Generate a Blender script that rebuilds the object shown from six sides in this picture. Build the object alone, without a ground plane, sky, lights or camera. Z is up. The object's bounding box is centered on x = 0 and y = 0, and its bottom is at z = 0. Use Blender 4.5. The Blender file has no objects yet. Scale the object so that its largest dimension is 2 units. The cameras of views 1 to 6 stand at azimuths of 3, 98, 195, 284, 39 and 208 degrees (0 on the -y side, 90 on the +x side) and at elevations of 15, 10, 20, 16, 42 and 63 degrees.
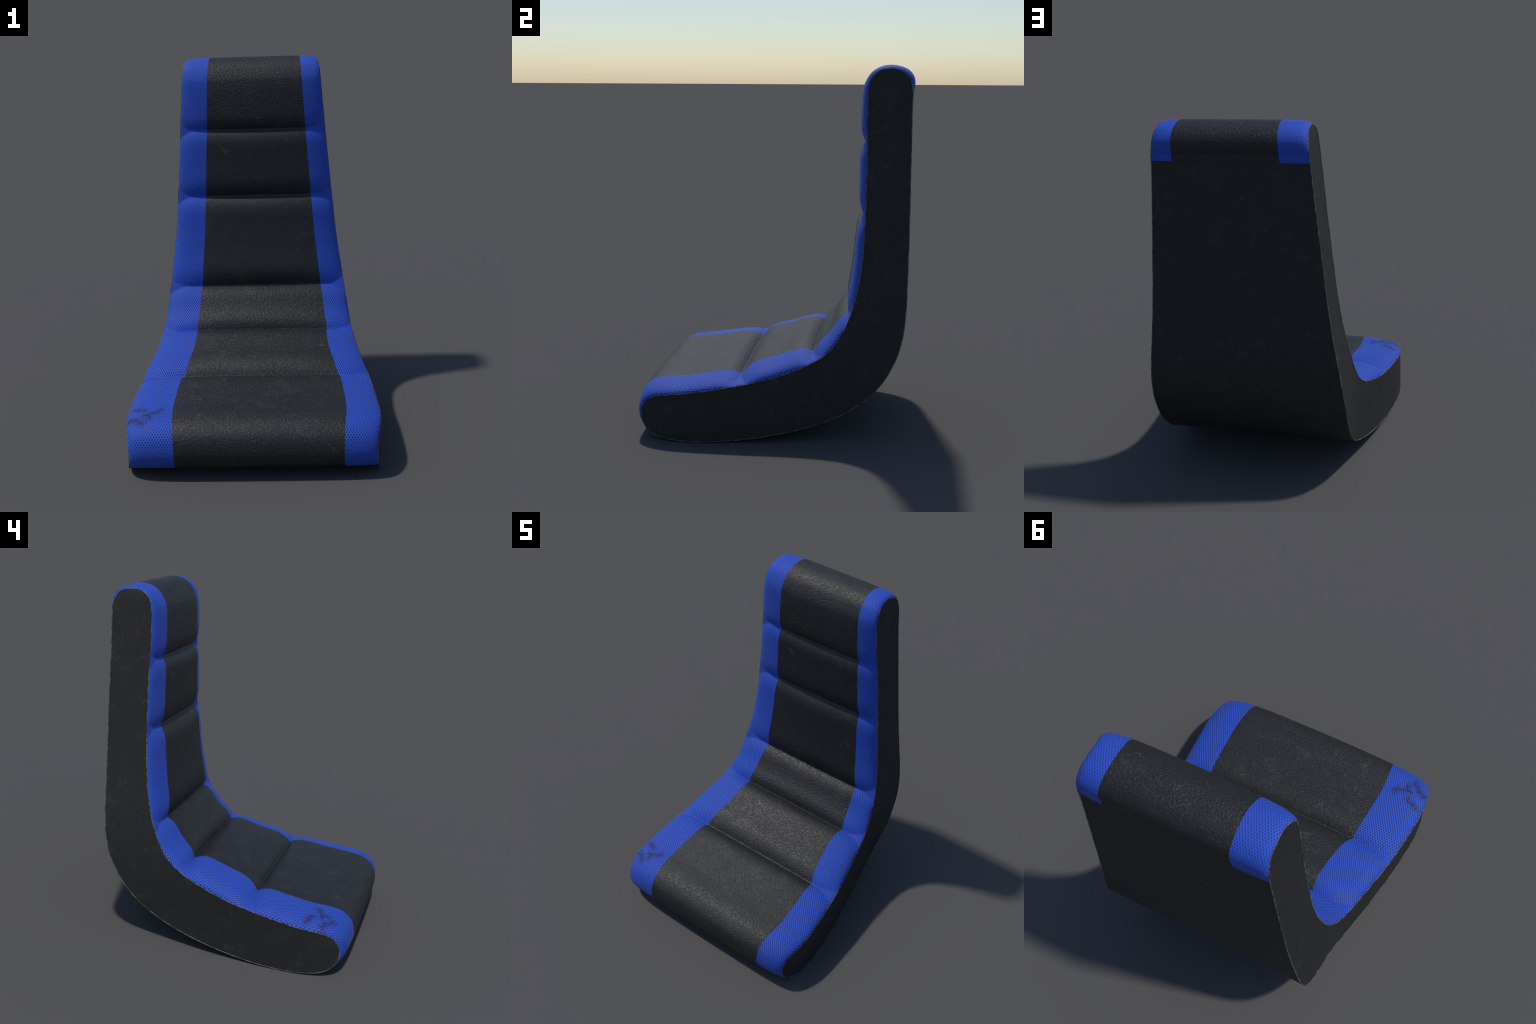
"""Floor rocker seat: an L-shaped upholstered shell with six padded cushions,
black leather down the middle and blue mesh fabric trims on both sides."""
import bpy
import numpy as np
from math import pi

# ------------------------------------------------------------------ profile
# Control points (half width, y, z) of the closed B-spline that bounds a side
# panel.  First the front run: back-of-head flap -> over the top -> down the
# backrest -> along the seat -> round the nose; then the underside and back.
FRONT = [
    (0.392, 0.711, 1.896), (0.387, 0.694, 1.938), (0.384, 0.662, 1.965), (0.380, 0.621, 1.978),
    (0.378, 0.578, 1.978), (0.383, 0.537, 1.967), (0.389, 0.507, 1.942), (0.392, 0.488, 1.896),
    (0.398, 0.483, 1.826), (0.405, 0.483, 1.731), (0.414, 0.486, 1.614), (0.426, 0.489, 1.479),
    (0.438, 0.488, 1.331), (0.452, 0.486, 1.179), (0.466, 0.481, 1.027), (0.483, 0.467, 0.885),
    (0.502, 0.441, 0.755), (0.519, 0.405, 0.642), (0.530, 0.359, 0.550), (0.542, 0.298, 0.480),
    (0.557, 0.217, 0.431), (0.573, 0.120, 0.390), (0.592, 0.012, 0.353), (0.614, -0.103, 0.325),
    (0.630, -0.222, 0.304), (0.642, -0.337, 0.283), (0.651, -0.441, 0.267), (0.653, -0.531, 0.257),
    (0.644, -0.601, 0.247), (0.631, -0.652, 0.227), (0.625, -0.683, 0.188), (0.623, -0.694, 0.137),
    (0.626, -0.682, 0.085), (0.634, -0.647, 0.041)]
REAR = [
    (0.647, -0.587, 0.015), (0.655, -0.499, 0.005), (0.650, -0.387, 0.001), (0.635, -0.255, 0.004),
    (0.613, -0.111, 0.018), (0.589, 0.035, 0.041), (0.563, 0.176, 0.072), (0.537, 0.303, 0.110),
    (0.524, 0.414, 0.163), (0.526, 0.510, 0.236), (0.529, 0.592, 0.325), (0.528, 0.653, 0.431),
    (0.525, 0.694, 0.551), (0.512, 0.711, 0.685), (0.491, 0.713, 0.832), (0.470, 0.715, 0.992),
    (0.452, 0.715, 1.158), (0.438, 0.715, 1.323), (0.424, 0.714, 1.480), (0.412, 0.713, 1.620),
    (0.402, 0.712, 1.738), (0.397, 0.714, 1.830)]
CTRL = np.array(FRONT + REAR)
NC = len(CTRL)


def outline(t):
    """Periodic uniform cubic B-spline, t in control-point units."""
    t = np.asarray(t, float)
    k = np.floor(t).astype(int)
    u = (t - k)[:, None]
    b = ((1 - u) ** 3 / 6, (3 * u ** 3 - 6 * u * u + 4) / 6,
         (-3 * u ** 3 + 3 * u * u + 3 * u + 1) / 6, u ** 3 / 6)
    return sum(b[j] * CTRL[(k - 1 + j) % NC] for j in range(4))


def even(t0, t1, n):
    """n parameters between t0 and t1, evenly spaced along the curve."""
    t = np.linspace(t0, t1, 4000)
    p = outline(t)[:, 1:]
    s = np.r_[0, np.cumsum(np.linalg.norm(np.diff(p, axis=0), axis=1))]
    return np.interp(np.linspace(0, s[-1], n), s, t)


# ------------------------------------------------------------------ cushions
T_FLAP, T_NOSE = -1.05, 32.75              # the padding starts and ends here
GROOVES = [10.08, 12.77, 16.68, 19.75, 23.5]
GROOVE_HEIGHT = [0.014, 0.013, 0.010, 0.022, 0.021]   # at the fabric seam
SHOULDER = [(0.12, 0.12), (0.15, 0.145), (0.20, 0.12), (0.135, 0.145), (0.17, 0.15)]
# how far a groove pulls the padding down, above and below it
# crown height over the panel edge, measured at the fabric seam
CROWN_T = [-1.05, -0.8, -0.5, -0.2, 0.1, 0.5, 1.0, 1.6, 2.6, 4.0, 5.3, 6.5, 7.2, 9.0, 10.0, 10.2,
           12.6, 12.9, 14.5, 16.6, 16.8, 19.6, 19.9, 22.4, 23.3, 23.6, 25.2, 26.6, 27.6, 28.5, 29.5, 30.3,
           31.0, 31.6, 32.1, 32.5, 32.75]
CROWN_H = [0.003, 0.0035, 0.007, 0.014, 0.018, 0.024, 0.027, 0.026, 0.022, 0.022, 0.021, 0.027, 0.034, 0.036, 0.037, 0.043,
           0.042, 0.049, 0.053, 0.051, 0.049, 0.064, 0.074, 0.075, 0.072, 0.060, 0.059, 0.056, 0.059, 0.061, 0.056, 0.045,
           0.038, 0.030, 0.021, 0.012, 0.004]
SEAM_RIGHT, SEAM_LEFT = 0.732, -0.630     # share of the half width


def smooth(v, w):
    k = np.hanning(w + 2)[1:-1]
    k /= k.sum()
    return np.convolve(np.pad(v, w // 2, mode="edge"), k, mode="valid")


NR = 420
rows = even(T_FLAP, T_NOSE, NR)
for g in GROOVES:                          # a row runs exactly in every groove
    rows[np.argmin(abs(rows - g))] = g
groove_row = [int(np.argmin(abs(rows - g))) for g in GROOVES]
edge = outline(rows)
arc = np.r_[0, np.cumsum(np.linalg.norm(np.diff(edge[:, 1:], axis=0), axis=1))]
tan = outline(rows + 1e-3)[:, 1:] - outline(rows - 1e-3)[:, 1:]
tan /= np.linalg.norm(tan, axis=1)[:, None]
nor = np.stack([tan[:, 1] * -1, tan[:, 0]], 1)
if nor[NR // 4, 0] > 0:                    # outward of the backrest is -y
    nor = -nor
half = edge[:, 0]
crown = np.interp(rows, CROWN_T, CROWN_H)
dip = 0.035 * np.clip(np.sin(pi * np.clip((rows - 19.75) / 3.75, 0, 1)), 0, 1) ** 0.6
seam_r, seam_l = SEAM_RIGHT - dip, SEAM_LEFT + dip

NL, NM, NE = 20, 36, 20


def columns(i):
    a = np.sin(np.linspace(0, pi / 2, NE + 1))
    r = seam_r[i] + (1 - seam_r[i]) * a
    l = seam_l[i] + (-1 - seam_l[i]) * a
    m = np.linspace(seam_l[i], seam_r[i], NM + 1)
    return np.r_[l[::-1][:-1], m, r[1:]]


COL = np.array([columns(i) for i in range(NR)])           # -1 .. 1 across
au = abs(COL)


def cross(u, p):
    return np.sqrt(np.clip(1 - u ** p, 0, 1))


# nearly flat across, falling steeply over the last centimetres to the rim
power = np.interp(rows, [-1, 5.5, 8, 15, 19, 25, 32.5], [14, 14, 10, 9, 7, 7, 9])[:, None]
dome = np.interp(rows, [-1, 5.5, 8, 16, 20, 28, 32.5], [0.05, 0.06, 0.22, 0.20, 0.12, 0.11, 0.08])[:, None]
bulge = (1 + dome * (1 - (au / 0.684) ** 2)) * cross(au, power) / cross(0.684, power)
depth = np.ones_like(COL)
sunk = np.zeros_like(COL)
corner = 0.045 * np.clip((au - 0.76) / 0.24, 0, 1) ** 2.0
for g, r, gh, reach in zip(GROOVES, groove_row, GROOVE_HEIGHT, SHOULDER):
    d = abs(arc - arc[r])[:, None]
    d = np.maximum(d - corner, 0)
    span = np.where(np.arange(NR) < r, reach[0], reach[1])[:, None]
    f = 1 - np.clip(1 - d / span, 0, 1) ** 3.5
    depth *= f
    sunk += gh * (1 - f)
rim = np.sqrt(np.clip(1 - au ** 9, 0, 1))
h = bulge * crown[:, None] * depth + sunk * rim * np.interp(au, [0, 0.68, 1], [1.1, 1.0, 1.0])
h[0, :] = 0.0055 * (1 - COL[0] ** 4)
h[1:8] = np.maximum(h[1:8], 0.0055 * (1 - COL[0] ** 4) + 0.0015)
PAD = np.empty((NR, COL.shape[1], 3))
PAD[..., 0] = COL * half[:, None]
PAD[..., 1] = edge[:, 1, None] + h * nor[:, 0, None]
PAD[..., 2] = edge[:, 2, None] + h * nor[:, 1, None]

# ------------------------------------------------------------------ helpers
root = bpy.data.objects.new("rocker_chair", None)
root["label"] = "low floor rocker seat, black leather centre with blue mesh sides"
root["category"] = "gaming chair"
bpy.context.scene.collection.objects.link(root)


def make(name, verts, faces, mat, parent=root, normals=None, flat=False):
    me = bpy.data.meshes.new(name)
    me.from_pydata([tuple(map(float, v)) for v in verts], [], [tuple(map(int, f)) for f in faces])
    me.update()
    for p in me.polygons:
        p.use_smooth = not flat
    if normals is not None:
        me.normals_split_custom_set_from_vertices([tuple(map(float, n)) for n in normals])
    me.materials.append(mat)
    ob = bpy.data.objects.new(name, me)
    bpy.context.scene.collection.objects.link(ob)
    ob.parent = parent
    return ob


def quads(nr, nc, flip=False):
    i = np.arange(nr - 1)[:, None] * nc + np.arange(nc - 1)[None]
    q = np.stack([i, i + 1, i + nc + 1, i + nc], -1).reshape(-1, 4)
    return q[:, ::-1] if flip else q


def grid_normals(P):
    n = np.cross(np.gradient(P, axis=1), np.gradient(P, axis=0))
    return n / np.maximum(np.linalg.norm(n, axis=2, keepdims=True), 1e-9)


# ------------------------------------------------------------------ materials
class Nodes:
    def __init__(self, name):
        self.m = bpy.data.materials.new(name)
        self.m.use_nodes = True
        self.t = self.m.node_tree
        self.b = self.t.nodes["Principled BSDF"]
        tc = self.t.nodes.new("ShaderNodeTexCoord")
        self.co = tc.outputs["Object"]
        sp = self.t.nodes.new("ShaderNodeSeparateXYZ")
        self.link(self.co, sp.inputs[0])
        self.x, self.y, self.z = sp.outputs

    def link(self, a, b):
        self.t.links.new(a, b)

    def math(self, op, a, b=None, c=None, clamp=False):
        n = self.t.nodes.new("ShaderNodeMath")
        n.operation = op
        n.use_clamp = clamp
        for i, v in enumerate((a, b, c)):
            if v is None:
                continue
            if isinstance(v, (int, float)):
                n.inputs[i].default_value = v
            else:
                self.link(v, n.inputs[i])
        return n.outputs[0]

    def step(self, v, lo, hi):
        n = self.t.nodes.new("ShaderNodeMapRange")
        n.interpolation_type = "SMOOTHSTEP"
        self.link(v, n.inputs["Value"])
        n.inputs["From Min"].default_value = lo
        n.inputs["From Max"].default_value = hi
        return n.outputs["Result"]

    def noise(self, scale, detail=2.0, rough=0.5, stretch=None, distort=0.0, vec=None):
        n = self.t.nodes.new("ShaderNodeTexNoise")
        n.inputs["Scale"].default_value = scale
        n.inputs["Detail"].default_value = detail
        n.inputs["Roughness"].default_value = rough
        n.inputs["Distortion"].default_value = distort
        v = vec or self.co
        if stretch:
            mp = self.t.nodes.new("ShaderNodeMapping")
            mp.inputs["Scale"].default_value = stretch[0]
            mp.inputs["Rotation"].default_value = stretch[1]
            mp.inputs["Location"].default_value = stretch[2]
            self.link(v, mp.inputs[0])
            v = mp.outputs[0]
        self.link(v, n.inputs["Vector"])
        return n.outputs[0]

    def mix(self, f, a, b):
        n = self.t.nodes.new("ShaderNodeMix")
        n.data_type = "RGBA"
        if isinstance(f, (int, float)):
            n.inputs[0].default_value = f
        else:
            self.link(f, n.inputs[0])
        for s, v in ((n.inputs[6], a), (n.inputs[7], b)):
            if isinstance(v, tuple):
                s.default_value = (*v, 1)
            else:
                self.link(v, s)
        return n.outputs[2]

    def bump(self, height, strength, dist):
        n = self.t.nodes.new("ShaderNodeBump")
        n.inputs["Strength"].default_value = strength
        n.inputs["Distance"].default_value = dist
        self.link(height, n.inputs["Height"])
        self.link(n.outputs[0], self.b.inputs["Normal"])

    def set(self, **kw):
        for k, v in kw.items():
            s = self.b.inputs[k.replace("_", " ")]
            if isinstance(v, (int, float)):
                s.default_value = v
            elif isinstance(v, tuple):
                s.default_value = (*v, 1)
            else:
                self.link(v, s)


def scuffs(k):
    """Mask of sparse hair-line scratches and faint smudges."""
    lines = None
    for i, (rot, off) in enumerate((((0.5, 0.9, 0.3), (3, 1, 2)), ((1.9, 0.2, 1.1), (7, 5, 1)), ((0.2, 2.4, 2.0), (1, 9, 4)))):
        n = k.noise(5.5, 2, 0.5, ((1, 1, 1), rot, off), 0.6)
        thin = k.math("SUBTRACT", 1.0, k.step(k.math("ABSOLUTE", k.math("SUBTRACT", n, 0.5)), 0.0, 0.0055))
        where = k.step(k.noise(7, 1, 0.5, ((1, 1, 1), (0, 0, 0), (off[1], off[2], off[0] + 3))), 0.51, 0.62)
        v = k.math("MULTIPLY", thin, where)
        lines = v if lines is None else k.math("MAXIMUM", lines, v)
    smudge = k.math("MULTIPLY", k.step(k.noise(9, 5, 0.72, ((1, 1, 1), (0, 0, 0), (2, 8, 5))), 0.53, 0.75), 0.62)
    return k.math("MAXIMUM", lines, smudge)


def leather(name, relief):
    k = Nodes(name)
    cells = k.t.nodes.new("ShaderNodeTexVoronoi")
    cells.inputs["Scale"].default_value = 120
    k.link(k.co, cells.inputs["Vector"])
    fold = k.noise(108, 1, 0.5, ((0.75, 1.25, 1.25), (0, 0, 0), (0, 0, 0)), 0.7)
    # flat pebbles parted by narrow pits
    mixed = k.math("ADD", fold, k.math("MULTIPLY", cells.outputs["Distance"], -0.12))
    grain = k.math("ADD", k.step(mixed, 0.25, 0.47), k.math("MULTIPLY", fold, 0.30))
    k.bump(grain, relief, 0.006)
    s = scuffs(k)
    k.set(Base_Color=k.mix(k.math("MULTIPLY", s, 0.55), (0.0130, 0.0136, 0.0140), (0.06, 0.064, 0.066)),
          Roughness=k.math("ADD", 0.49, k.math("MULTIPLY", k.noise(11, 3), 0.12)))
    k.b.inputs["Specular IOR Level"].default_value = 0.5
    return k.m


def cloth(name="black_cloth"):
    k = Nodes(name)
    fuzz = k.noise(160, 3, 0.6, ((1, 1, 0.5), (0, 0, 0), (0, 0, 0)))
    k.bump(fuzz, 0.5, 0.003)
    s = scuffs(k)
    base = k.mix(k.step(fuzz, 0.35, 0.75), (0.0150, 0.0154, 0.0152), (0.0215, 0.0218, 0.0212))
    k.set(Base_Color=k.mix(k.math("MULTIPLY", s, 0.5), base, (0.065, 0.067, 0.066)), Roughness=0.62)
    k.b.inputs["Specular IOR Level"].default_value = 0.42
    return k.m


def worn_edge():
    k = Nodes("worn_seam")
    wear = k.step(k.noise(22, 5, 0.75), 0.40, 0.62)
    k.set(Base_Color=k.mix(wear, (0.030, 0.031, 0.030), (0.150, 0.150, 0.138)), Roughness=0.8)
    return k.m


STAIN = [  # smear strokes on the left front corner of the seat, (x, y) pairs
    ((-0.474, -0.532), (-0.485, -0.552)), ((-0.509, -0.559), (-0.552, -0.575)),
    ((-0.532, -0.570), (-0.523, -0.604)), ((-0.554, -0.636), (-0.574, -0.625)),
    ((-0.574, -0.625), (-0.584, -0.599)), ((-0.584, -0.599), (-0.609, -0.596)),
    ((-0.609, -0.596), (-0.632, -0.588)), ((-0.609, -0.596), (-0.622, -0.576)),
    ((-0.554, -0.522), (-0.568, -0.508)), ((-0.568, -0.508), (-0.588, -0.504)),
    ((-0.595, -0.509), (-0.613, -0.498))]


def fabric(name, run, pitch_x, pitch_s, relief=0.013, dark=0.72, stain=False):
    """Blue spacer mesh: staggered small holes in rows across the trim."""
    k = Nodes(name)
    M = k.math
    if run == "head":          # up the front, then round the head roll
        zc, yc, R = 1.845, 0.600, 0.150
        ang = M("ARCTAN2", M("MAXIMUM", M("SUBTRACT", k.z, zc), 0.0), M("SUBTRACT", yc, k.y))
        s = M("ADD", M("MINIMUM", k.z, zc), M("MULTIPLY", ang, R))
    elif run == "back":
        s = k.z
    elif run == "lumbar":
        s = M("MULTIPLY", M("ADD", k.z, k.y), 0.7071)
    else:                      # along the seat, then round the nose
        zc, yc, R = 0.135, -0.570, 0.165
        ang = M("ARCTAN2", M("MAXIMUM", M("SUBTRACT", yc, k.y), 0.0), M("MAXIMUM", M("SUBTRACT", k.z, zc), -0.2))
        s = M("ADD", M("MULTIPLY", M("MAXIMUM", k.y, yc), -1.0), M("MULTIPLY", ang, R))
    cx = M("COSINE", M("MULTIPLY", k.x, 2 * pi / pitch_x))
    cs = M("COSINE", M("MULTIPLY", s, pi / pitch_s))
    hole = k.step(M("MULTIPLY", cx, cs), 0.20, 0.82)
    height = M("SUBTRACT", 1.0, hole)
    k.bump(height, 1.0, relief)
    col = k.mix(k.math("MULTIPLY", hole, dark), (0.0215, 0.083, 0.555), (0.006, 0.018, 0.11))  # shadow inside the sunlit holes painted into the base colour
    if stain:
        wob = k.t.nodes.new("ShaderNodeTexNoise")
        wob.inputs["Scale"].default_value = 55
        wob.inputs["Detail"].default_value = 3
        k.link(k.co, wob.inputs["Vector"])
        sub = k.t.nodes.new("ShaderNodeSeparateColor")
        k.link(wob.outputs["Color"], sub.inputs[0])
        px = M("ADD", k.x, M("MULTIPLY", M("SUBTRACT", sub.outputs[0], 0.5), 0.030))
        py = M("ADD", k.y, M("MULTIPLY", M("SUBTRACT", sub.outputs[1], 0.5), 0.030))
        dist = None
        for (ax, ay), (bx, by) in STAIN:
            dx, dy = bx - ax, by - ay
            L2 = dx * dx + dy * dy
            rx, ry = M("SUBTRACT", px, ax), M("SUBTRACT", py, ay)
            t = M("DIVIDE", M("ADD", M("MULTIPLY", rx, dx), M("MULTIPLY", ry, dy)), L2, clamp=True)
            ex, ey = M("SUBTRACT", rx, M("MULTIPLY", t, dx)), M("SUBTRACT", ry, M("MULTIPLY", t, dy))
            d = M("SQRT", M("ADD", M("MULTIPLY", ex, ex), M("MULTIPLY", ey, ey)))
            dist = d if dist is None else M("MINIMUM", dist, d)
        near = M("SUBTRACT", 1.0, k.step(dist, 0.003, 0.013))
        halo = M("SUBTRACT", 1.0, k.step(dist, 0.012, 0.036))
        crack = M("SUBTRACT", 1.0, k.step(M("ABSOLUTE", M("SUBTRACT", k.noise(75, 3, 0.65, None, 0.8), 0.5)), 0.018, 0.045))
        patchy = k.step(k.noise(125, 4, 0.8), 0.40, 0.54)
        mask = M("MAXIMUM", M("MULTIPLY", M("MULTIPLY", near, patchy), 0.9), M("MULTIPLY", M("MULTIPLY", halo, crack), 0.8))
        col = k.mix(mask, col, (0.013, 0.008, 0.017))
        fleck = M("MULTIPLY", near, k.step(k.noise(330, 0, 0.5), 0.79, 0.82))
        col = k.mix(fleck, col, (0.35, 0.34, 0.36))
    k.set(Base_Color=col, Roughness=0.72)
    k.b.inputs["Specular IOR Level"].default_value = 0.45
    k.b.inputs["Sheen Weight"].default_value = 0.05
    k.b.inputs["Sheen Roughness"].default_value = 0.4
    return k.m


LEATHER, SHADE_FLATTENED, HEADREST = leather("black_leather", 0.36), leather("black_leather_shade_flattened", 0.12), leather("headrest_leather", 0.34)  # same hide; relief cut on back pillows because shade hides the grain
CLOTH, WORN = cloth(), worn_edge()
HIDE = [HEADREST, SHADE_FLATTENED, SHADE_FLATTENED, LEATHER, LEATHER, LEATHER]
HEAD = fabric("blue_mesh_head", "head", 0.0112, 0.0105, 0.0065, 0.18)  # head and back trims: hole tint and relief faded for shaded faces
BACK = fabric("blue_mesh_back", "back", 0.0108, 0.0102, 0.004, 0.06)
LUMBAR = fabric("blue_mesh_lumbar", "lumbar", 0.0115, 0.0104)
SEAT = fabric("blue_mesh_seat", "seat", 0.0118, 0.0105)
NOSE = fabric("blue_mesh_seat_front", "seat", 0.0142, 0.0122, stain=True)
TRIM = [HEAD, BACK, BACK, LUMBAR, SEAT, NOSE]

# ------------------------------------------------------------------ build pads
N = grid_normals(PAD)
N[0] = N[1]
# the grain of the surface must look outward
if N[NR // 4, NL + NM // 2, 1] > 0:
    N = -N
cuts = [0] + groove_row + [NR - 1]
NCOL = COL.shape[1]
spans = [(0, NE), (NE, NE + NM), (NE + NM, NCOL - 1)]


def patch(name, r0, r1, c0, c1, mat, parent):
    P = PAD[r0:r1 + 1, c0:c1 + 1]
    nn = N[r0:r1 + 1, c0:c1 + 1]
    q = quads(r1 - r0 + 1, c1 - c0 + 1)
    a, b, c = P.reshape(-1, 3)[q[len(q) // 2][:3]]
    mid = nn.reshape(-1, 3)[q[len(q) // 2][0]]
    if np.dot(np.cross(b - a, c - a), mid) < 0:
        q = q[:, ::-1]
    return make(name, P.reshape(-1, 3), q, mat, parent, nn.reshape(-1, 3))


fold = int(np.argmin(abs(rows - 0.15)))
for i in range(6):
    r0, r1 = cuts[i], cuts[i + 1]
    seat = patch("cushion", max(r0, fold), r1, *spans[1], HIDE[i], root)
    if i == 0:
        patch("rear_flap", r0, fold, *spans[1], CLOTH, seat)
    for c0, c1 in (spans[0], spans[2]):
        patch("mesh_trim", r0, r1, c0, c1, TRIM[i], seat)

# ------------------------------------------------------------------ rear shell
NB = 220
rear_t = even(T_NOSE, NC + T_FLAP, NB)
rear = outline(rear_t)
across = np.linspace(-1, 1, 25)
SH = np.empty((NB, 25, 3))
SH[..., 0] = across[None] * rear[:, 0, None]
# the back is very slightly padded, the underside is not
soft = np.interp(rear[:, 2], [0.0, 0.05, 0.15, 0.5, 1.0, 1.6, 1.9], [0.0, 0.0, 0.0, 0.0, 0.0015, 0.0045, 0.006])
soft[:NB // 3] = np.minimum(soft[:NB // 3], 0) * (rear[:NB // 3, 1] > 0.1)
SH[..., 1] = rear[:, 1, None] + soft[:, None] * (1 - across[None] ** 2)
SH[..., 2] = rear[:, 2, None]
q = quads(NB, 25)
a, b, c = SH.reshape(-1, 3)[q[len(q) - 20][:3]]
if np.cross(b - a, c - a)[1] < 0:
    q = q[:, ::-1]
make("back_shell", SH.reshape(-1, 3), q, CLOTH)

# ------------------------------------------------------------------ side panels
T_TOP, T_TIP = 3.45, 31.2
NS, NW = 300, 10
fr = outline(even(T_TOP, T_TIP, NS))
bk = outline(even(NC + T_TOP, T_TIP, NS))
w = np.linspace(0, 1, NW)[None, :, None]
SIDE = fr[:, None] * (1 - w) + bk[:, None] * w
loop_t = even(0, NC, 700)[:-1]
loop = outline(loop_t)
lt = outline(loop_t + 1e-3) - outline(loop_t - 1e-3)
lt /= np.linalg.norm(lt, axis=1)[:, None]
for sign in (1, -1):
    P = SIDE * np.array([sign, 1, 1])
    q = quads(NS, NW)
    a, b, c = P.reshape(-1, 3)[q[len(q) // 2][:3]]
    if np.cross(b - a, c - a)[0] * sign < 0:
        q = q[:, ::-1]
    panel = make("side_panel", P.reshape(-1, 3), q, CLOTH)
    # thin worn seam that runs round the whole panel edge
    L, D = loop * np.array([sign, 1, 1]), lt * np.array([sign, 1, 1])
    U = np.tile([1.0, 0, 0], (len(L), 1))
    U -= (U * D).sum(1)[:, None] * D
    U /= np.linalg.norm(U, axis=1)[:, None]
    V = np.cross(D, U)
    k = 8
    rad = 0.0026
    ang = np.arange(k) / k * 2 * pi
    ring = L[:, None] + rad * (np.cos(ang)[None, :, None] * U[:, None] + np.sin(ang)[None, :, None] * V[:, None])
    n = len(L)
    f = [(i * k + j, i * k + (j + 1) % k, ((i + 1) % n) * k + (j + 1) % k, ((i + 1) % n) * k + j)
         for i in range(n) for j in range(k)]
    make("edge_seam", ring.reshape(-1, 3), f, WORN, panel)
